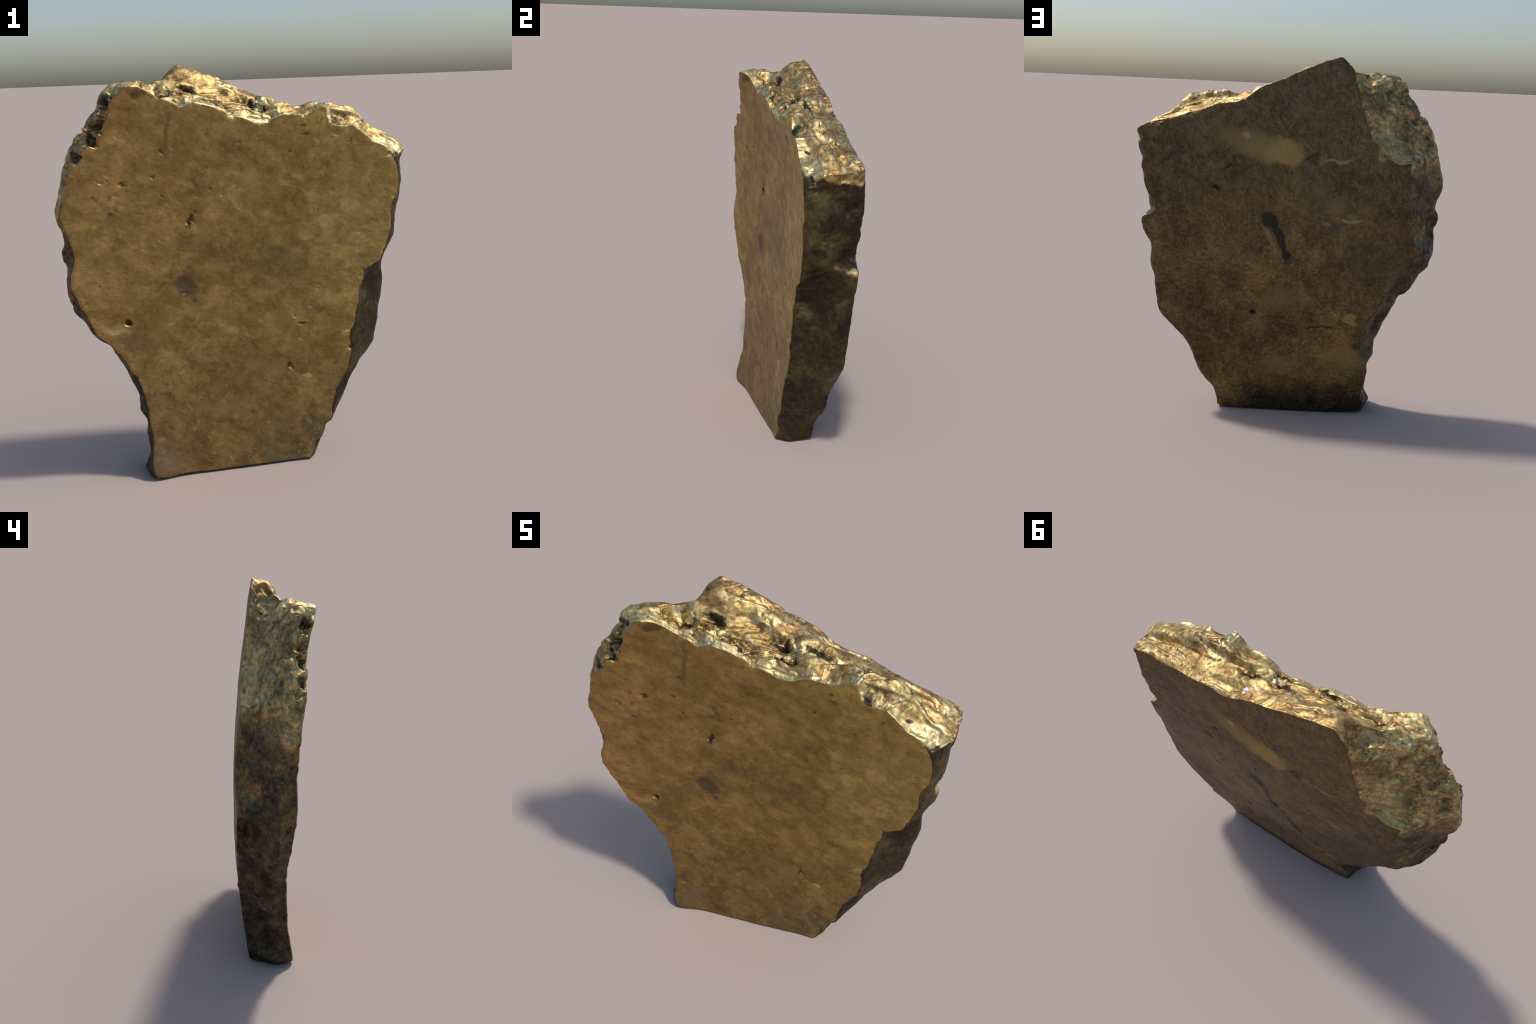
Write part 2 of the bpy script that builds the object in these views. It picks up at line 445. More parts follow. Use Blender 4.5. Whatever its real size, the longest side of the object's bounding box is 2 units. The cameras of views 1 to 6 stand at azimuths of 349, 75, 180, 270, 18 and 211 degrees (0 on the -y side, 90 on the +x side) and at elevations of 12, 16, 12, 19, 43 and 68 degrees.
# notches of the shoulder, at the front edge
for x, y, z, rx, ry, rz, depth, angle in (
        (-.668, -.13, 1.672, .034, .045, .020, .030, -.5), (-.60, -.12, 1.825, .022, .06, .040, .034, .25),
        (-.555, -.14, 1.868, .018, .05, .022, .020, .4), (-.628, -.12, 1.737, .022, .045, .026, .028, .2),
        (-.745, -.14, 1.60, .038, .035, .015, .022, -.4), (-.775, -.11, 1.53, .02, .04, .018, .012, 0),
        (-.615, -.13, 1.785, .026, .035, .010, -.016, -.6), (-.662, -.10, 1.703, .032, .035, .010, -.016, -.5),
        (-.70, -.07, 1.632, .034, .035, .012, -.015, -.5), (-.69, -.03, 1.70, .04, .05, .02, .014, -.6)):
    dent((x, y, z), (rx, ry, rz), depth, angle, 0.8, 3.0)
for x, y, z, r, depth in ((.80, -.12, 1.52, .03, .012), (.82, -.06, 1.55, .028, -.010), (.825, -.02, 1.535, .026, .014),
                          (.84, .03, 1.57, .024, -.008), (.84, .06, 1.54, .028, .010), (.82, -.09, 1.48, .045, .008),
                          (.83, .02, 1.44, .04, -.010), (.82, .04, 1.36, .05, .010), (.80, -.05, 1.28, .06, .010)):
    dent((x, y, z), (r, r, r), depth, 0, 0.8)
for x, y, z, r, depth in ((-.54, -.03, 1.915, .03, .012), (-.50, .0, 1.91, .03, -.008), (-.46, .0, 1.915, .025, .012),
                          (-.43, .03, 1.90, .03, -.008), (-.40, .05, 1.885, .03, .012), (-.57, -.06, 1.90, .03, .01)):
    dent((x, y, z), (r, r, r), depth, 0, 0.8)
# scooped flakes on the sides
dent((-.80, -.07, 1.155), (.05, .05, .05), 0.012)
dent((-.795, -.10, .885), (.03, .04, .02), 0.012)
dent((.79, .085, 1.17), (.05, .06, .05), 0.02)
dent((-.70, .05, .845), (.07, .09, .05), 0.03)
dent((-.60, .05, .70), (.06, .08, .08), 0.012)
dent((-.79, .03, 1.17), (.06, .06, .19), 0.026)
dent((-.66, .06, 1.56), (.06, .06, .11), -0.014)
dent((-.76, .03, .98), (.04, .08, .05), -0.008)
dent((-.74, .05, 1.13), (.05, .06, .06), -0.01)
dent((.80, .06, 1.09), (.03, .05, .02), -0.008)
# pits of the front face
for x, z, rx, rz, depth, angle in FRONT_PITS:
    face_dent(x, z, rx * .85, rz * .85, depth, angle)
for x, z, rx, rz, depth, angle in (
        (-.60, .80, .06, .04, .010, -.2), (-.265, .958, .055, .035, .006, -.5), (.305, 1.471, .03, .02, .005, .3),
        (-.70, .84, .02, .02, .004, 0), (.19, .69, .03, .05, -.002, 0), (.483, 1.655, .03, .01, .006, -.3),
        (.05, 1.52, .06, .03, .003, .2), (-.62, 1.30, .05, .03, .004, -.5), (.52, .672, .05, .03, -.003, .4),
        (.43, .90, .05, .06, .004, 0), (.60, 1.12, .06, .04, -.004, .3), (-.05, .62, .08, .05, .003, 0)):
    face_dent(x, z, rx, rz, depth, angle)
# the slot, pits and scratches of the back face
for x, z, rx, rz, depth, angle in (
        (.108, 1.115, .050, .045, .005, .2), (.062, 1.04, .030, .10, .006, .5), (.012, .95, .026, .036, .003, .5),
        (.39, 1.288, .018, .014, .014, .3), (.348, 1.402, .016, .014, .010, 0), (.179, .594, .015, .014, .014, 0), (.114, 1.25, .008, .008, .008, 0),
        (.23, 1.28, .008, .006, .007, 0), (-.10, 1.46, .03, .012, .006, .8), (-.40, .42, .025, .012, .006, .2), (.02, 1.61, .012, .05, .007, -.6), (-.11, 1.475, .016, .06, .007, -.9), (-.23, 1.29, .07, .05, .004, .1), (-.27, 1.12, .07, .008, .005, -.2), (-.195, .525, .09, .004, .003, .05),
        (-.24, 1.463, .08, .009, -.0035, .17), (-.05, 1.70, .008, .07, .004, -.5), (.10, 1.66, .008, .06, .004, -.55)):
    face_dent(x, z, rx, rz, depth, angle, "back")

P = P + nrm * disp[:, None]
P[:, 2] = np.maximum(P[:, 2], 0.0)
G = P.reshape(R, COLS, 3)
G[..., 2] -= G[..., 2].min()
centre_front = np.array([[CENTRE[0], front_y(*CENTRE), CENTRE[1]]])
centre_back = np.array([[CENTRE[0], back_y(*CENTRE), CENTRE[1]]])
verts = np.vstack([G.reshape(-1, 3), G[0].mean(0, keepdims=True), G[-1].mean(0, keepdims=True)])
lo, hi = verts.min(0), verts.max(0)
print("size", hi - lo, "centre", (hi + lo) / 2)
shift = np.array([(lo[0] + hi[0]) / 2, (lo[1] + hi[1]) / 2, lo[2]])
verts -= shift * np.array([0, 0, 1])

# ----------------------------------------------------------------------------------------
# faces and vertex normals of the whole body
# ----------------------------------------------------------------------------------------
r_i, c_i = np.meshgrid(np.arange(R - 1), np.arange(COLS), indexing="ij")
c_n = (c_i + 1) % COLS
quads = np.stack([r_i * COLS + c_i, (r_i + 1) * COLS + c_i, (r_i + 1) * COLS + c_n, r_i * COLS + c_n], -1).reshape(-1, 4)
fan = np.arange(COLS)
tri_f = np.stack([np.full(COLS, R * COLS), fan, (fan + 1) % COLS], 1)
tri_b = np.stack([np.full(COLS, R * COLS + 1), (R - 1) * COLS + (fan + 1) % COLS, (R - 1) * COLS + fan], 1)
fn = np.cross(verts[quads[:, 2]] - verts[quads[:, 0]], verts[quads[:, 3]] - verts[quads[:, 1]])
if fn[: COLS * FACE_ROWS // 2, 1].mean() > 0:
    quads, tri_f, tri_b, fn = quads[:, ::-1], tri_f[:, ::-1], tri_b[:, ::-1], -fn
vn = np.zeros_like(verts)
for k in range(4):
    for a in range(3):
        vn[:, a] += np.bincount(quads[:, k], fn[:, a], len(verts))
vn[-2], vn[-1] = (0, -1, 0), (0, 1, 0)
vn /= np.linalg.norm(vn, axis=1, keepdims=True) + 1e-12

# which part each quad belongs to
quad_row = np.repeat(np.arange(R - 1), COLS)
quad_col = np.tile(np.arange(COLS), R - 1)
on_front = quad_row < row_f
on_back = quad_row >= row_b
part_of = np.where(on_front, "front_face", np.where(on_back, "back_face", stretch_of[quad_col]))
PART_NAMES = {"front_face": "front_face", "back_face": "back_face", "top": "broken_top", "shoulder": "flaked_shoulder",
              "right": "side_edge", "left": "side_edge", "foot": "foot"}


# ----------------------------------------------------------------------------------------
# materials
# ----------------------------------------------------------------------------------------
def rgb(c):
    return (c[0], c[1], c[2], 1.0)


class Shader:
    """A small helper that lays node chains for one metallic-looking, worn stone material."""

    def __init__(self, name, roughness=0.5):
        self.mat = bpy.data.materials.new(name)
        self.mat.use_nodes = True
        self.nt = self.mat.node_tree
        self.bsdf = self.nt.nodes["Principled BSDF"]
        self.bsdf.inputs["Metallic"].default_value = 1.0
        self.bsdf.inputs["Roughness"].default_value = roughness
        self.pos = self.node("ShaderNodeTexCoord").outputs["Object"]
        # a gently warped position, so that patches get ragged outlines
        wob = self.noise(self.pos, 9, 4, 0.6, colour=True)
        off = self.vmath("SUBTRACT", wob, (0.5, 0.5, 0.5))
        self.warped = self.vmath("ADD", self.pos, self.vscale(off, 0.11))
        self.wide = self.vmath("ADD", self.pos, self.vscale(off, 0.30))

    def node(self, kind, **props):
        n = self.nt.nodes.new(kind)
        for k, v in props.items():
            setattr(n, k, v)
        return n

    def put(self, socket, value):
        if isinstance(value, bpy.types.NodeSocket):
            self.nt.links.new(value, socket)
        else:
            socket.default_value = value

    def vmath(self, op, a, b):
        n = self.node("ShaderNodeVectorMath", operation=op)
        self.put(n.inputs[0], a)
        self.put(n.inputs[1], b)
        return n.outputs["Value"] if op in ("LENGTH", "DISTANCE", "DOT_PRODUCT") else n.outputs["Vector"]

    def vscale(self, a, s):
        n = self.node("ShaderNodeVectorMath", operation="SCALE")
        self.put(n.inputs[0], a)
        n.inputs["Scale"].default_value = s
        return n.outputs["Vector"]

    def math(self, op, a, b=0.0, clamp=False):
        n = self.node("ShaderNodeMath", operation=op, use_clamp=clamp)
        self.put(n.inputs[0], a)
        self.put(n.inputs[1], b)
        return n.outputs[0]

    def mapping(self, vec, scale=(1, 1, 1), rot=(0, 0, 0), loc=(0, 0, 0), kind="POINT"):
        n = self.node("ShaderNodeMapping", vector_type=kind)
        self.put(n.inputs["Vector"], vec)
        n.inputs["Location"].default_value = loc
        n.inputs["Rotation"].default_value = rot
        n.inputs["Scale"].default_value = scale
        return n.outputs["Vector"]

    def noise(self, vec, scale, detail=3.0, rough=0.55, distortion=0.0, colour=False):
        n = self.node("ShaderNodeTexNoise")
        self.put(n.inputs["Vector"], vec)
        n.inputs["Scale"].default_value = scale
        n.inputs["Detail"].default_value = detail
        n.inputs["Roughness"].default_value = rough
        n.inputs["Distortion"].default_value = distortion
        return n.outputs["Color" if colour else "Fac"]

    def cells(self, vec, scale, feature="F1", out="Distance", randomness=1.0):
        n = self.node("ShaderNodeTexVoronoi", feature=feature)
        self.put(n.inputs["Vector"], vec)
        n.inputs["Scale"].default_value = scale
        n.inputs["Randomness"].default_value = randomness
        return n.outputs[out]

    def span(self, value, lo, hi, a=0.0, b=1.0):
        """Map lo..hi smoothly to a..b."""
        n = self.node("ShaderNodeMapRange", interpolation_type="SMOOTHSTEP")
        self.put(n.inputs["Value"], value)
        for k, v in (("From Min", lo), ("From Max", hi), ("To Min", a), ("To Max", b)):
            n.inputs[k].default_value = v
        return n.outputs["Result"]

    def axis(self, vec, direction):
        return self.vmath("DOT_PRODUCT", vec, direction)

    def mix(self, fac, a, b, blend="MIX"):
        n = self.node("ShaderNodeMix", data_type="RGBA", blend_type=blend)
        self.put(n.inputs["Factor"], fac)
        self.put(n.inputs["A"], rgb(a) if isinstance(a, tuple) else a)
        self.put(n.inputs["B"], rgb(b) if isinstance(b, tuple) else b)
        return n.outputs["Result"]

    def tone(self, colour, value):
        """Multiply a colour by a scalar."""
        return self.vmath("MULTIPLY", colour, self.spread(value))

    def spread(self, value):
        n = self.node("ShaderNodeCombineXYZ")
        for k in range(3):
            self.put(n.inputs[k], value)
        return n.outputs[0]

    def blot(self, x, z, rx, rz, angle=0.0, soft=0.25, vec=None):
        """A soft-edged, ragged oval on a face, 1 inside and 0 outside."""
        v = self.mapping(vec or self.warped, (rx, 1000, rz), (0, angle, 0), (x, 0, z), "TEXTURE")
        return self.span(self.vmath("LENGTH", v, (0, 0, 0)), 1 + soft, 1 - soft)

    def flecks(self, scale, size, share, seed=0.0, vec=None):
        """Scattered flecks: only a share of the cells carries one."""
        v = self.mapping(vec or self.warped, loc=(seed, seed * 1.7, -seed))
        d = self.cells(v, scale)
        pick = self.axis(self.cells(v, scale, out="Color"), (1, 0, 0))
        return self.math("MULTIPLY", self.span(d, size, size * 0.2), self.math("LESS_THAN", pick, share))

    def finish(self, colour, bump=None, strength=0.3, distance=0.004):
        self.put(self.bsdf.inputs["Base Color"], colour)
        if bump is not None:
            n = self.node("ShaderNodeBump")
            n.inputs["Strength"].default_value = strength
            n.inputs["Distance"].default_value = distance
            self.put(n.inputs["Height"], bump)
            self.put(self.bsdf.inputs["Normal"], n.outputs["Normal"])
        return self.mat


def front_material():
    s = Shader("worn_ochre_face", 0.5)
    grain = s.mapping(s.pos, (1 / 16, 1 / 16, 1 / 52), (0, math.radians(24), 0), kind="TEXTURE")
    broad = s.mapping(s.warped, (1 / 5, 1 / 5, 1 / 14), (0, math.radians(20), 0), kind="TEXTURE")
    big = s.noise(s.warped, 2.6, 5, 0.6)
    c = s.mix(s.span(big, .36, .64), FRONT_DARK, FRONT_LIGHT)
    # orange to the left, olive towards the right
    side = s.span(s.axis(s.wide, (1.0, 0, .25)), .25, .85)
    c = s.mix(s.math("MULTIPLY", side, s.span(s.noise(s.wide, 3.1, 4), .35, .6, .35, 1)), c, FRONT_OLIVE)
    warm = s.span(s.axis(s.wide, (-1.0, 0, .2)), .15, .85)
    c = s.mix(s.math("MULTIPLY", warm, .7), c, FRONT_WARM)
    # greyer and darker towards the foot, mossy at its right end
    low = s.span(s.axis(s.wide, (0, 0, 1)), .80, .15)
    c = s.mix(s.math("MULTIPLY", low, s.span(s.noise(s.warped, 4.2, 5), .35, .6, .3, .9)), c, FRONT_FOOT)
    moss = s.math("MULTIPLY", s.blot(.27, .13, .22, .16, 0, .6), s.span(s.noise(s.warped, 11, 5), .4, .6))
    c = s.mix(moss, c, (.19, .165, .075))
    # dark stained clouds
    cloud = s.span(s.noise(s.warped, 5.3, 5, .6), .54, .70)
    c = s.mix(s.math("MULTIPLY", cloud, .55), c, (.165, .118, .052))
    c = s.mix(s.math("MULTIPLY", s.blot(.20, 1.02, .22, .15, .3, .8, s.wide), .6), c, (.19, .148, .055))
    c = s.mix(s.math("MULTIPLY", s.blot(.52, 1.22, .20, .16, .2, .8, s.wide), .6), c, (.43, .312, .115))
    # mottles and streaks
    c = s.tone(c, s.span(s.noise(s.warped, 13, 4, .6), .28, .72, .78, 1.24))
    c = s.tone(c, s.span(s.noise(broad, 1.6, 4, .6), .3, .7, .86, 1.14))
    fine = s.noise(grain, 2.4, 5, .66)
    c = s.tone(c, s.span(fine, .3, .7, .91, 1.10))
    c = s.tone(c, s.span(s.noise(s.pos, 42, 4, .6), .3, .7, .90, 1.10))
    patch = s.math("MULTIPLY", s.span(s.noise(s.warped, 19, 4, .6), .58, .68), s.math("ADD", s.math("MULTIPLY", low, .5), .15))
    c = s.mix(patch, c, (.42, .295, .13))
    # pale chips, most of them low down
    pale = s.flecks(16, .40, .22, 1.0)
    c = s.mix(s.math("MULTIPLY", pale, s.math("ADD", s.math("MULTIPLY", low, .75), .12)), c, (.44, .305, .14))
    pale2 = s.flecks(30, .36, .22, 4.0)
    c = s.mix(s.math("MULTIPLY", pale2, s.math("ADD", s.math("MULTIPLY", low, .6), .15)), c, (.46, .325, .15))
    # pores
    pores = s.flecks(30, .17, .22, 2.0)
    c = s.mix(s.math("MULTIPLY", pores, .75), c, (.07, .048, .022))
    more = s.flecks(13, .13, .30, 9.0)
    c = s.mix(s.math("MULTIPLY", more, .8), c, (.075, .052, .024))
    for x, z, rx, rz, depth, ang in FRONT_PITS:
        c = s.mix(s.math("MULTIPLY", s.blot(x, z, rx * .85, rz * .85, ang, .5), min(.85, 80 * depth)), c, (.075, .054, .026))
    # single marks
    for x, z, rx, rz, ang, soft, col, k in (
            (-.265, .955, .055, .034, .5, .35, (.115, .092, .055), .9), (-.222, .888, .013, .014, 0, .5, (.12, .095, .06), .9),
            (-.225, 1.0, .05, .03, .3, .6, (.17, .13, .06), .6),
            (-.39, .635, .034, .016, .3, .4, (.42, .29, .13), .8), (-.60, .762, .05, .016, .1, .5, (.5, .36, .16), .8),
            (.30, .672, .022, .03, .1, .3, (.40, .275, .115), .7), (.318, .44, .020, .009, .2, .3, (.58, .42, .22), .9),
            (.53, .672, .035, .016, -.6, .4, (.46, .34, .16), .8), (.17, .74, .05, .06, .2, .7, (.37, .25, .09), .5),
            (.305, 1.465, .035, .022, .2, .4, (.42, .31, .12), .6), (-.335, .43, .022, .04, .3, .4, (.38, .24, .11), .6),
            (-.39, .46, .03, .02, .3, .4, (.36, .22, .10), .6), (-.30, .53, .014, .008, -.4, .3, (.5, .34, .17), .8),
            (-.215, 1.285, .022, .010, -.7, .35, (.06, .042, .022), .9), (-.44, 1.88, .04, .018, .1, .4, (.10, .085, .045), .8),
            (.10, .50, .10, .05, 0, .8, (.33, .235, .105), .5), (-.10, .33, .12, .04, .1, .8, (.33, .24, .11), .5),
            (-.40, .09, .09, .07, 0, .8, (.25, .185, .11), .7), (-.32, 1.70, .012, .10, .18, .7, (.14, .10, .05), .6),
            (-.50, .70, .09, .05, .3, .8, (.17, .125, .065), .5)):
        c = s.mix(s.math("MULTIPLY", s.blot(x, z, rx, rz, ang, soft), k), c, col)
    return s.finish(c, s.math("ADD", s.noise(s.pos, 55, 4, .6), fine), .25, .006)


def back_material():
    s = Shader("dark_brown_face", 0.5)
    grain = s.mapping(s.warped, (1 / 20, 1 / 20, 1 / 52), (0, math.radians(-58), 0), kind="TEXTURE")
    high = s.span(s.axis(s.wide, (-.2, 0, 1)), .9, 1.4)
    strokes = s.noise(grain, 1.6, 4, .62)
    speck = s.noise(s.pos, 62, 5, .68)
    fine = s.math("ADD", s.math("MULTIPLY", strokes, high), s.math("MULTIPLY", speck, s.math("SUBTRACT", 1.0, high)))
    c = s.mix(s.span(s.noise(s.warped, 2.8, 5, .6), .36, .64), BACK_DARK, BACK_LIGHT)
    upper = s.span(s.axis(s.wide, (-.25, 0, 1)), 1.25, 1.75)
    c = s.mix(s.math("MULTIPLY", upper, .6), c, BACK_UPPER)
    # ochre low on the far side, dark band above the foot
    c = s.mix(s.math("MULTIPLY", s.blot(-.33, .38, .20, .26, .2, .7, s.wide), s.span(s.noise(s.warped, 8, 4), .35, .6, .3, .9)), c, BACK_OCHRE)
    c = s.mix(s.math("MULTIPLY", s.span(s.axis(s.warped, (.06, 0, 1)), .34, .20), s.span(s.noise(s.warped, 7, 4), .35, .6, .2, .8)), c, BACK_OCHRE)
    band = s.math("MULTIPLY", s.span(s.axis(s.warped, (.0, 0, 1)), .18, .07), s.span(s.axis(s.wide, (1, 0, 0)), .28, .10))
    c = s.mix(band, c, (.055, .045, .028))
    c = s.mix(s.math("MULTIPLY", s.blot(.05, .85, .35, .16, .3, .8, s.wide), s.span(s.noise(s.warped, 9, 4), .42, .62, 0, .7)), c, BACK_OCHRE)
    # mottles, streaks, crumbs
    c = s.tone(c, s.span(s.noise(s.warped, 12, 4, .6), .25, .75, .76, 1.25))
    c = s.tone(c, s.span(fine, .34, .66, .74, 1.28))
    c = s.tone(c, s.span(speck, .32, .68, .93, 1.08))
    dark = s.span(s.noise(s.wide, 3.6, 4), .55, .72)
    c = s.mix(s.math("MULTIPLY", dark, .5), c, (.078, .058, .042))
    crumbs = s.flecks(40, .30, .28, 3.0)
    c = s.mix(s.math("MULTIPLY", crumbs, .55), c, (.30, .215, .115))
    grit = s.flecks(75, .34, .22, 8.0)
    c = s.mix(s.math("MULTIPLY", grit, .5), c, (.33, .245, .14))
    small = s.math("MULTIPLY", s.span(s.noise(s.warped, 24, 4, .6), .56, .66), .5)
    c = s.mix(small, c, (.20, .14, .078))
    pores = s.flecks(24, .15, .15, 6.0)
    c = s.mix(s.math("MULTIPLY", pores, .7), c, (.04, .032, .02))
    # the long pale wiped patch and other marks
    for x, z, rx, rz, ang, soft, col, k in (
            (.20, 1.53, .20, .070, -.22, .5, (.215, .148, .068), .85), (.14, 1.512, .15, .062, -.2, .45, (.26, .182, .076), .8), (.035, 1.488, .105, .066, -.25, .32, (.325, .228, .088), .95),
            (.248, 1.578, .017, .019, 0, .3, (.36, .26, .13), .85), (.35, 1.56, .07, .05, -.2, .7, (.20, .135, .07), .5),
            (.108, 1.115, .050, .042, .2, .15, (.040, .038, .032), .96), (.062, 1.04, .024, .105, .5, .13, (.038, .036, .030), .96),
            (.012, .95, .024, .034, .5, .15, (.036, .034, .030), .96), (.105, 1.015, .008, .09, .5, .4, (.25, .19, .11), .7),
            (-.366, .576, .034, .030, .6, .2, (.30, .215, .10), .8), (-.40, .42, .024, .016, .2, .3, (.045, .036, .024), .9),
            (-.488, 1.518, .026, .036, 0, .22, (.45, .31, .13), .9), (-.156, 1.289, .05, .05, .1, .5, (.20, .14, .082), .6),
            (-.24, 1.215, .06, .035, .1, .5, (.22, .155, .085), .6), (-.34, 1.145, .05, .009, -.2, .5, (.33, .26, .16), .8),
            (-.205, 1.112, .035, .007, -.2, .5, (.28, .23, .16), .7), (-.24, 1.463, .085, .009, .17, .5, (.30, .225, .125), .8),
            (-.19, .525, .10, .004, .03, .5, (.045, .036, .024), .85), (-.32, .36, .11, .09, .3, .5, (.26, .18, .085), .75),
            (.01, .285, .10, .05, .1, .6, (.24, .165, .08), .6), (.03, .68, .13, .06, .2, .7, (.22, .15, .075), .6),
            (.176, .869, .022, .026, 0, .5, (.25, .175, .09), .7), (-.30, .158, .07, .03, .2, .6, (.07, .056, .033), .7),
            (.39, 1.288, .017, .013, .3, .25, (.03, .027, .021), .95), (.348, 1.402, .014, .012, .3, .3, (.04, .034, .024), .9),
            (.179, .594, .014, .013, .3, .3, (.03, .027, .021), .95), (.02, 1.61, .008, .05, -.6, .6, (.22, .16, .085), .6),
            (-.11, 1.475, .010, .055, -.9, .6, (.05, .042, .03), .7), (.114, 1.25, .008, .008, 0, .3, (.04, .034, .024), .9),
            (-.50, .90, .16, .10, 0, .8, (.090, .080, .050), .45)):
        c = s.mix(s.math("MULTIPLY", s.blot(x, z, rx, rz, ang, soft), k), c, col)
    return s.finish(c, s.math("ADD", s.noise(s.pos, 50, 4, .6), fine), .4, .006)


def rim_material():
    """The broken rim: golden sponge on top, grey-green flaked shoulder, dark smooth sides."""
    s = Shader("broken_rim", 0.54)
    w, wide = s.warped, s.wide
    mott = s.noise(w, 7, 5, .62)
    fine = s.noise(s.pos, 38, 5, .65)
    # dark sides
    right = s.mix(s.span(s.noise(wide, 5, 4, .6), .38, .64), (.050, .040, .025), SIDE_BROWN)
    right = s.mix(s.math("MULTIPLY", s.span(mott, .50, .64), .7), right, (.135, .108, .048))
    right = s.mix(s.math("MULTIPLY", s.flecks(8, .16, .10, 5.0, wide), .6), right, (.20, .155, .075))
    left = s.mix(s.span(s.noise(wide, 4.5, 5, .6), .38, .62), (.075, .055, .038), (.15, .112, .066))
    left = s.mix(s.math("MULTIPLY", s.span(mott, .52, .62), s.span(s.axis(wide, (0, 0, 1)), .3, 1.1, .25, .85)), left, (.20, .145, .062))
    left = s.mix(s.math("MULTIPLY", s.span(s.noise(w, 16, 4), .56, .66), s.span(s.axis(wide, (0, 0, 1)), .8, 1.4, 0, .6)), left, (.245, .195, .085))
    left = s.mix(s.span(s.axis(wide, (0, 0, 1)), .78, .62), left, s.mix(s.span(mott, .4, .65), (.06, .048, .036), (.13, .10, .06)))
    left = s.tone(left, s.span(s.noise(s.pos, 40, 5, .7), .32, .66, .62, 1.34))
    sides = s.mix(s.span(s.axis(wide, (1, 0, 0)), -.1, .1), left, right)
    # grey-green flaked shoulder
    sh = s.mix(s.span(mott, .40, .60), (.255, .180, .084), (.465, .345, .155))
    sh = s.mix(s.math("MULTIPLY", s.span(s.noise(w, 15, 5, .6), .50, .62), .5), sh, (.115, .078, .034))
    sh = s.mix(s.math("MULTIPLY", s.span(s.noise(wide, 11, 4), .56, .68), .55), sh, (.46, .36, .17))
    grits = s.noise(s.pos, 44, 5, .7)
    sh = s.tone(sh, s.span(grits, .32, .66, .58, 1.38))
    sh = s.mix(s.math("MULTIPLY", s.blot(-.575, 1.475, .06, .035, .1, .5), .9), sh, (.58, .46, .20))  # colour lightened where the upward ledge catches the light
    sh = s.mix(s.math("MULTIPLY", s.blot(-.52, 1.58, .06, .13, .45, .7), .5), sh, (.54, .43, .20))
    shoulder = s.math("MULTIPLY", s.span(s.axis(wide, (-.25, 0, 1)), 1.50, 1.66), s.span(s.axis(s.pos, (1, 0, 0)), -.1, -.25))
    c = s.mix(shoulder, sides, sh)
    # dark hollows under the front edge of the shoulder: coloured further down
    # golden sponge
    top = s.mix(s.span(mott, .38, .62), (.42, .275, .105), (.565, .435, .19))
    top = s.mix(s.math("MULTIPLY", s.span(s.noise(wide, 9, 4, .6), .50, .64), .8), top, (.60, .53, .32))
    top = s.mix(s.math("MULTIPLY", s.span(s.noise(w, 21, 5, .65), .53, .65), .85), top, (.22, .115, .045))
    top = s.mix(s.math("MULTIPLY", s.span(s.noise(w, 6, 4, .6), .56, .66), .7), top, (.36, .20, .09))
    cream = s.math("MULTIPLY", s.span(s.axis(w, (0, 1, 0)), -.085, -.125), s.span(s.noise(w, 12, 4), .33, .5))  # bright highlights of the front ledge tinted into the colour
    top = s.mix(s.math("MULTIPLY", cream, .8), top, (.64, .55, .29))
    speck = s.noise(s.pos, 75, 3, .7)
    gate = s.span(s.noise(s.wide, 5, 3), .42, .58, .25, 1)
    top = s.mix(s.math("MULTIPLY", s.span(speck, .54, .64), gate), top, (.20, .115, .05))
    top = s.mix(s.math("MULTIPLY", s.span(speck, .45, .36), s.math("MULTIPLY", gate, .4)), top, (.68, .55, .30))
    pits = s.math("MULTIPLY", s.flecks(26, .30, .35, 7.0), s.span(s.noise(s.pos, 4, 2), .42, .58))
    top = s.mix(s.math("MULTIPLY", pits, .85), top, (.055, .04, .025))
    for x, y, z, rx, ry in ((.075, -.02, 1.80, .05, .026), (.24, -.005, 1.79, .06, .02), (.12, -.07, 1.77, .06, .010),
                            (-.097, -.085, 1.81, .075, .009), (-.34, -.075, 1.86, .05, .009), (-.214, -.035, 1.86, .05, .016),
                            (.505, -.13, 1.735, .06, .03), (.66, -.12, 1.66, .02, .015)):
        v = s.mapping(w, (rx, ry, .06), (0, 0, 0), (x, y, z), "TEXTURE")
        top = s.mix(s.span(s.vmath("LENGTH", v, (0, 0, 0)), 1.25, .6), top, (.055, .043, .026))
    v = s.mapping(w, (.018, .010, .03), (0, 0, 0), (.195, .08, 1.815), "TEXTURE")
    top = s.mix(s.span(s.vmath("LENGTH", v, (0, 0, 0)), 1.2, .7), top, (.85, .84, .80))
    line = s.math("ADD", s.axis(w, (.245, 0, 1)), s.math("MULTIPLY", s.math("SUBTRACT", s.noise(s.pos, 13, 4, .65), .5), .16))
    is_top = s.span(line, 1.715, 1.745)
    c = s.mix(is_top, c, top)
    s.put(s.bsdf.inputs["Roughness"], s.span(s.noise(w, 10, 3), .35, .65, .50, .68))
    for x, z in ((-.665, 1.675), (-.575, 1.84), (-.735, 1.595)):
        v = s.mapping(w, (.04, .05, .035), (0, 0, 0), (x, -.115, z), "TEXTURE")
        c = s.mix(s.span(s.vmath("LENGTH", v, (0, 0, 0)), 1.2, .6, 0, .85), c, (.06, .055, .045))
    v = s.mapping(w, (.05, .035, .022), (0, 0, 0), (.79, .085, 1.10), "TEXTURE")
    c = s.mix(s.span(s.vmath("LENGTH", v, (0, 0, 0)), 1.2, .6, 0, .9), c, (.45, .35, .18))
    c = s.tone(c, s.span(fine, .28, .72, .68, 1.32))
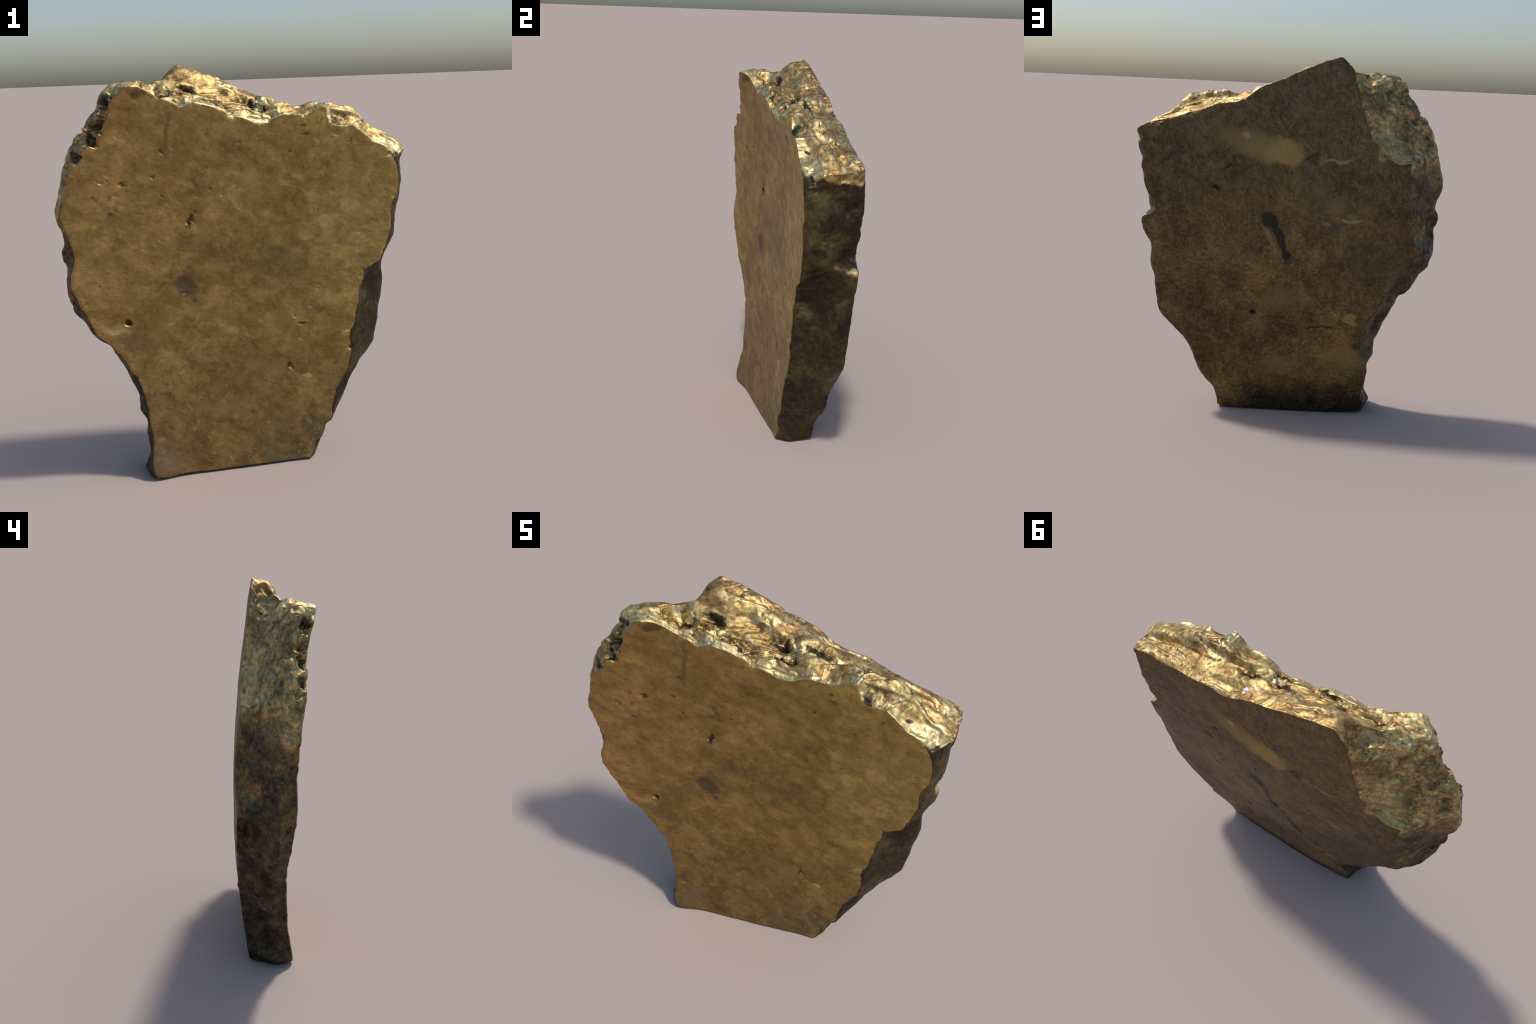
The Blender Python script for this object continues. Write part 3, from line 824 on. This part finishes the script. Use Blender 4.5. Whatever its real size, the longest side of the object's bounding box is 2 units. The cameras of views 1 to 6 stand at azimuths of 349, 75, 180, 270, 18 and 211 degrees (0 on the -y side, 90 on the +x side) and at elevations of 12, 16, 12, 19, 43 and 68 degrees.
    return s.finish(c, s.math("ADD", fine, s.math("MULTIPLY", s.noise(s.pos, 70, 3, .7), .8)), .22, .006)


FRONT_DARK, FRONT_LIGHT = (.238, .155, .054), (.37, .245, .086)
FRONT_OLIVE, FRONT_WARM, FRONT_FOOT = (.375, .270, .088), (.36, .228, .082), (.235, .16, .066)
BACK_DARK, BACK_LIGHT = (.098, .066, .034), (.155, .108, .053)
BACK_UPPER, BACK_OCHRE = (.158, .116, .056), (.215, .148, .064)
SIDE_BROWN = (.092, .067, .036)

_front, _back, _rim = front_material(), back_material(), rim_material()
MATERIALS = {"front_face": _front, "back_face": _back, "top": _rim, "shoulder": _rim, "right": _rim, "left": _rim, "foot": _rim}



def make_part(key, parent, material):
    q = quads[part_of == key]
    tris = {"front_face": tri_f, "back_face": tri_b}.get(key, np.zeros((0, 3), int))
    used, index = np.unique(np.concatenate([q.ravel(), tris.ravel()]), return_inverse=True)
    loops = index
    mesh = bpy.data.meshes.new(PART_NAMES[key])
    mesh.vertices.add(len(used))
    mesh.vertices.foreach_set("co", verts[used].astype(np.float32).ravel())
    mesh.loops.add(len(loops))
    mesh.loops.foreach_set("vertex_index", loops.astype(np.int32))
    starts = np.concatenate([np.arange(len(q)) * 4, len(q) * 4 + np.arange(len(tris)) * 3]).astype(np.int32)
    mesh.polygons.add(len(starts))
    mesh.polygons.foreach_set("loop_start", starts)
    mesh.polygons.foreach_set("use_smooth", np.ones(len(starts), bool))
    mesh.update(calc_edges=True)
    mesh.validate()
    mesh.normals_split_custom_set_from_vertices(vn[used].astype(np.float32))
    mesh.materials.append(material)
    obj = bpy.data.objects.new(PART_NAMES[key], mesh)
    bpy.context.scene.collection.objects.link(obj)
    obj.parent = parent
    return obj


body = bpy.data.objects.new("stone_fragment", None)
bpy.context.scene.collection.objects.link(body)
body["label"] = "broken brown slab fragment with rough golden fracture along its top"
body["category"] = "stone fragment"
for key in ("front_face", "back_face", "top", "shoulder", "right", "left", "foot"):
    make_part(key, body, MATERIALS[key])
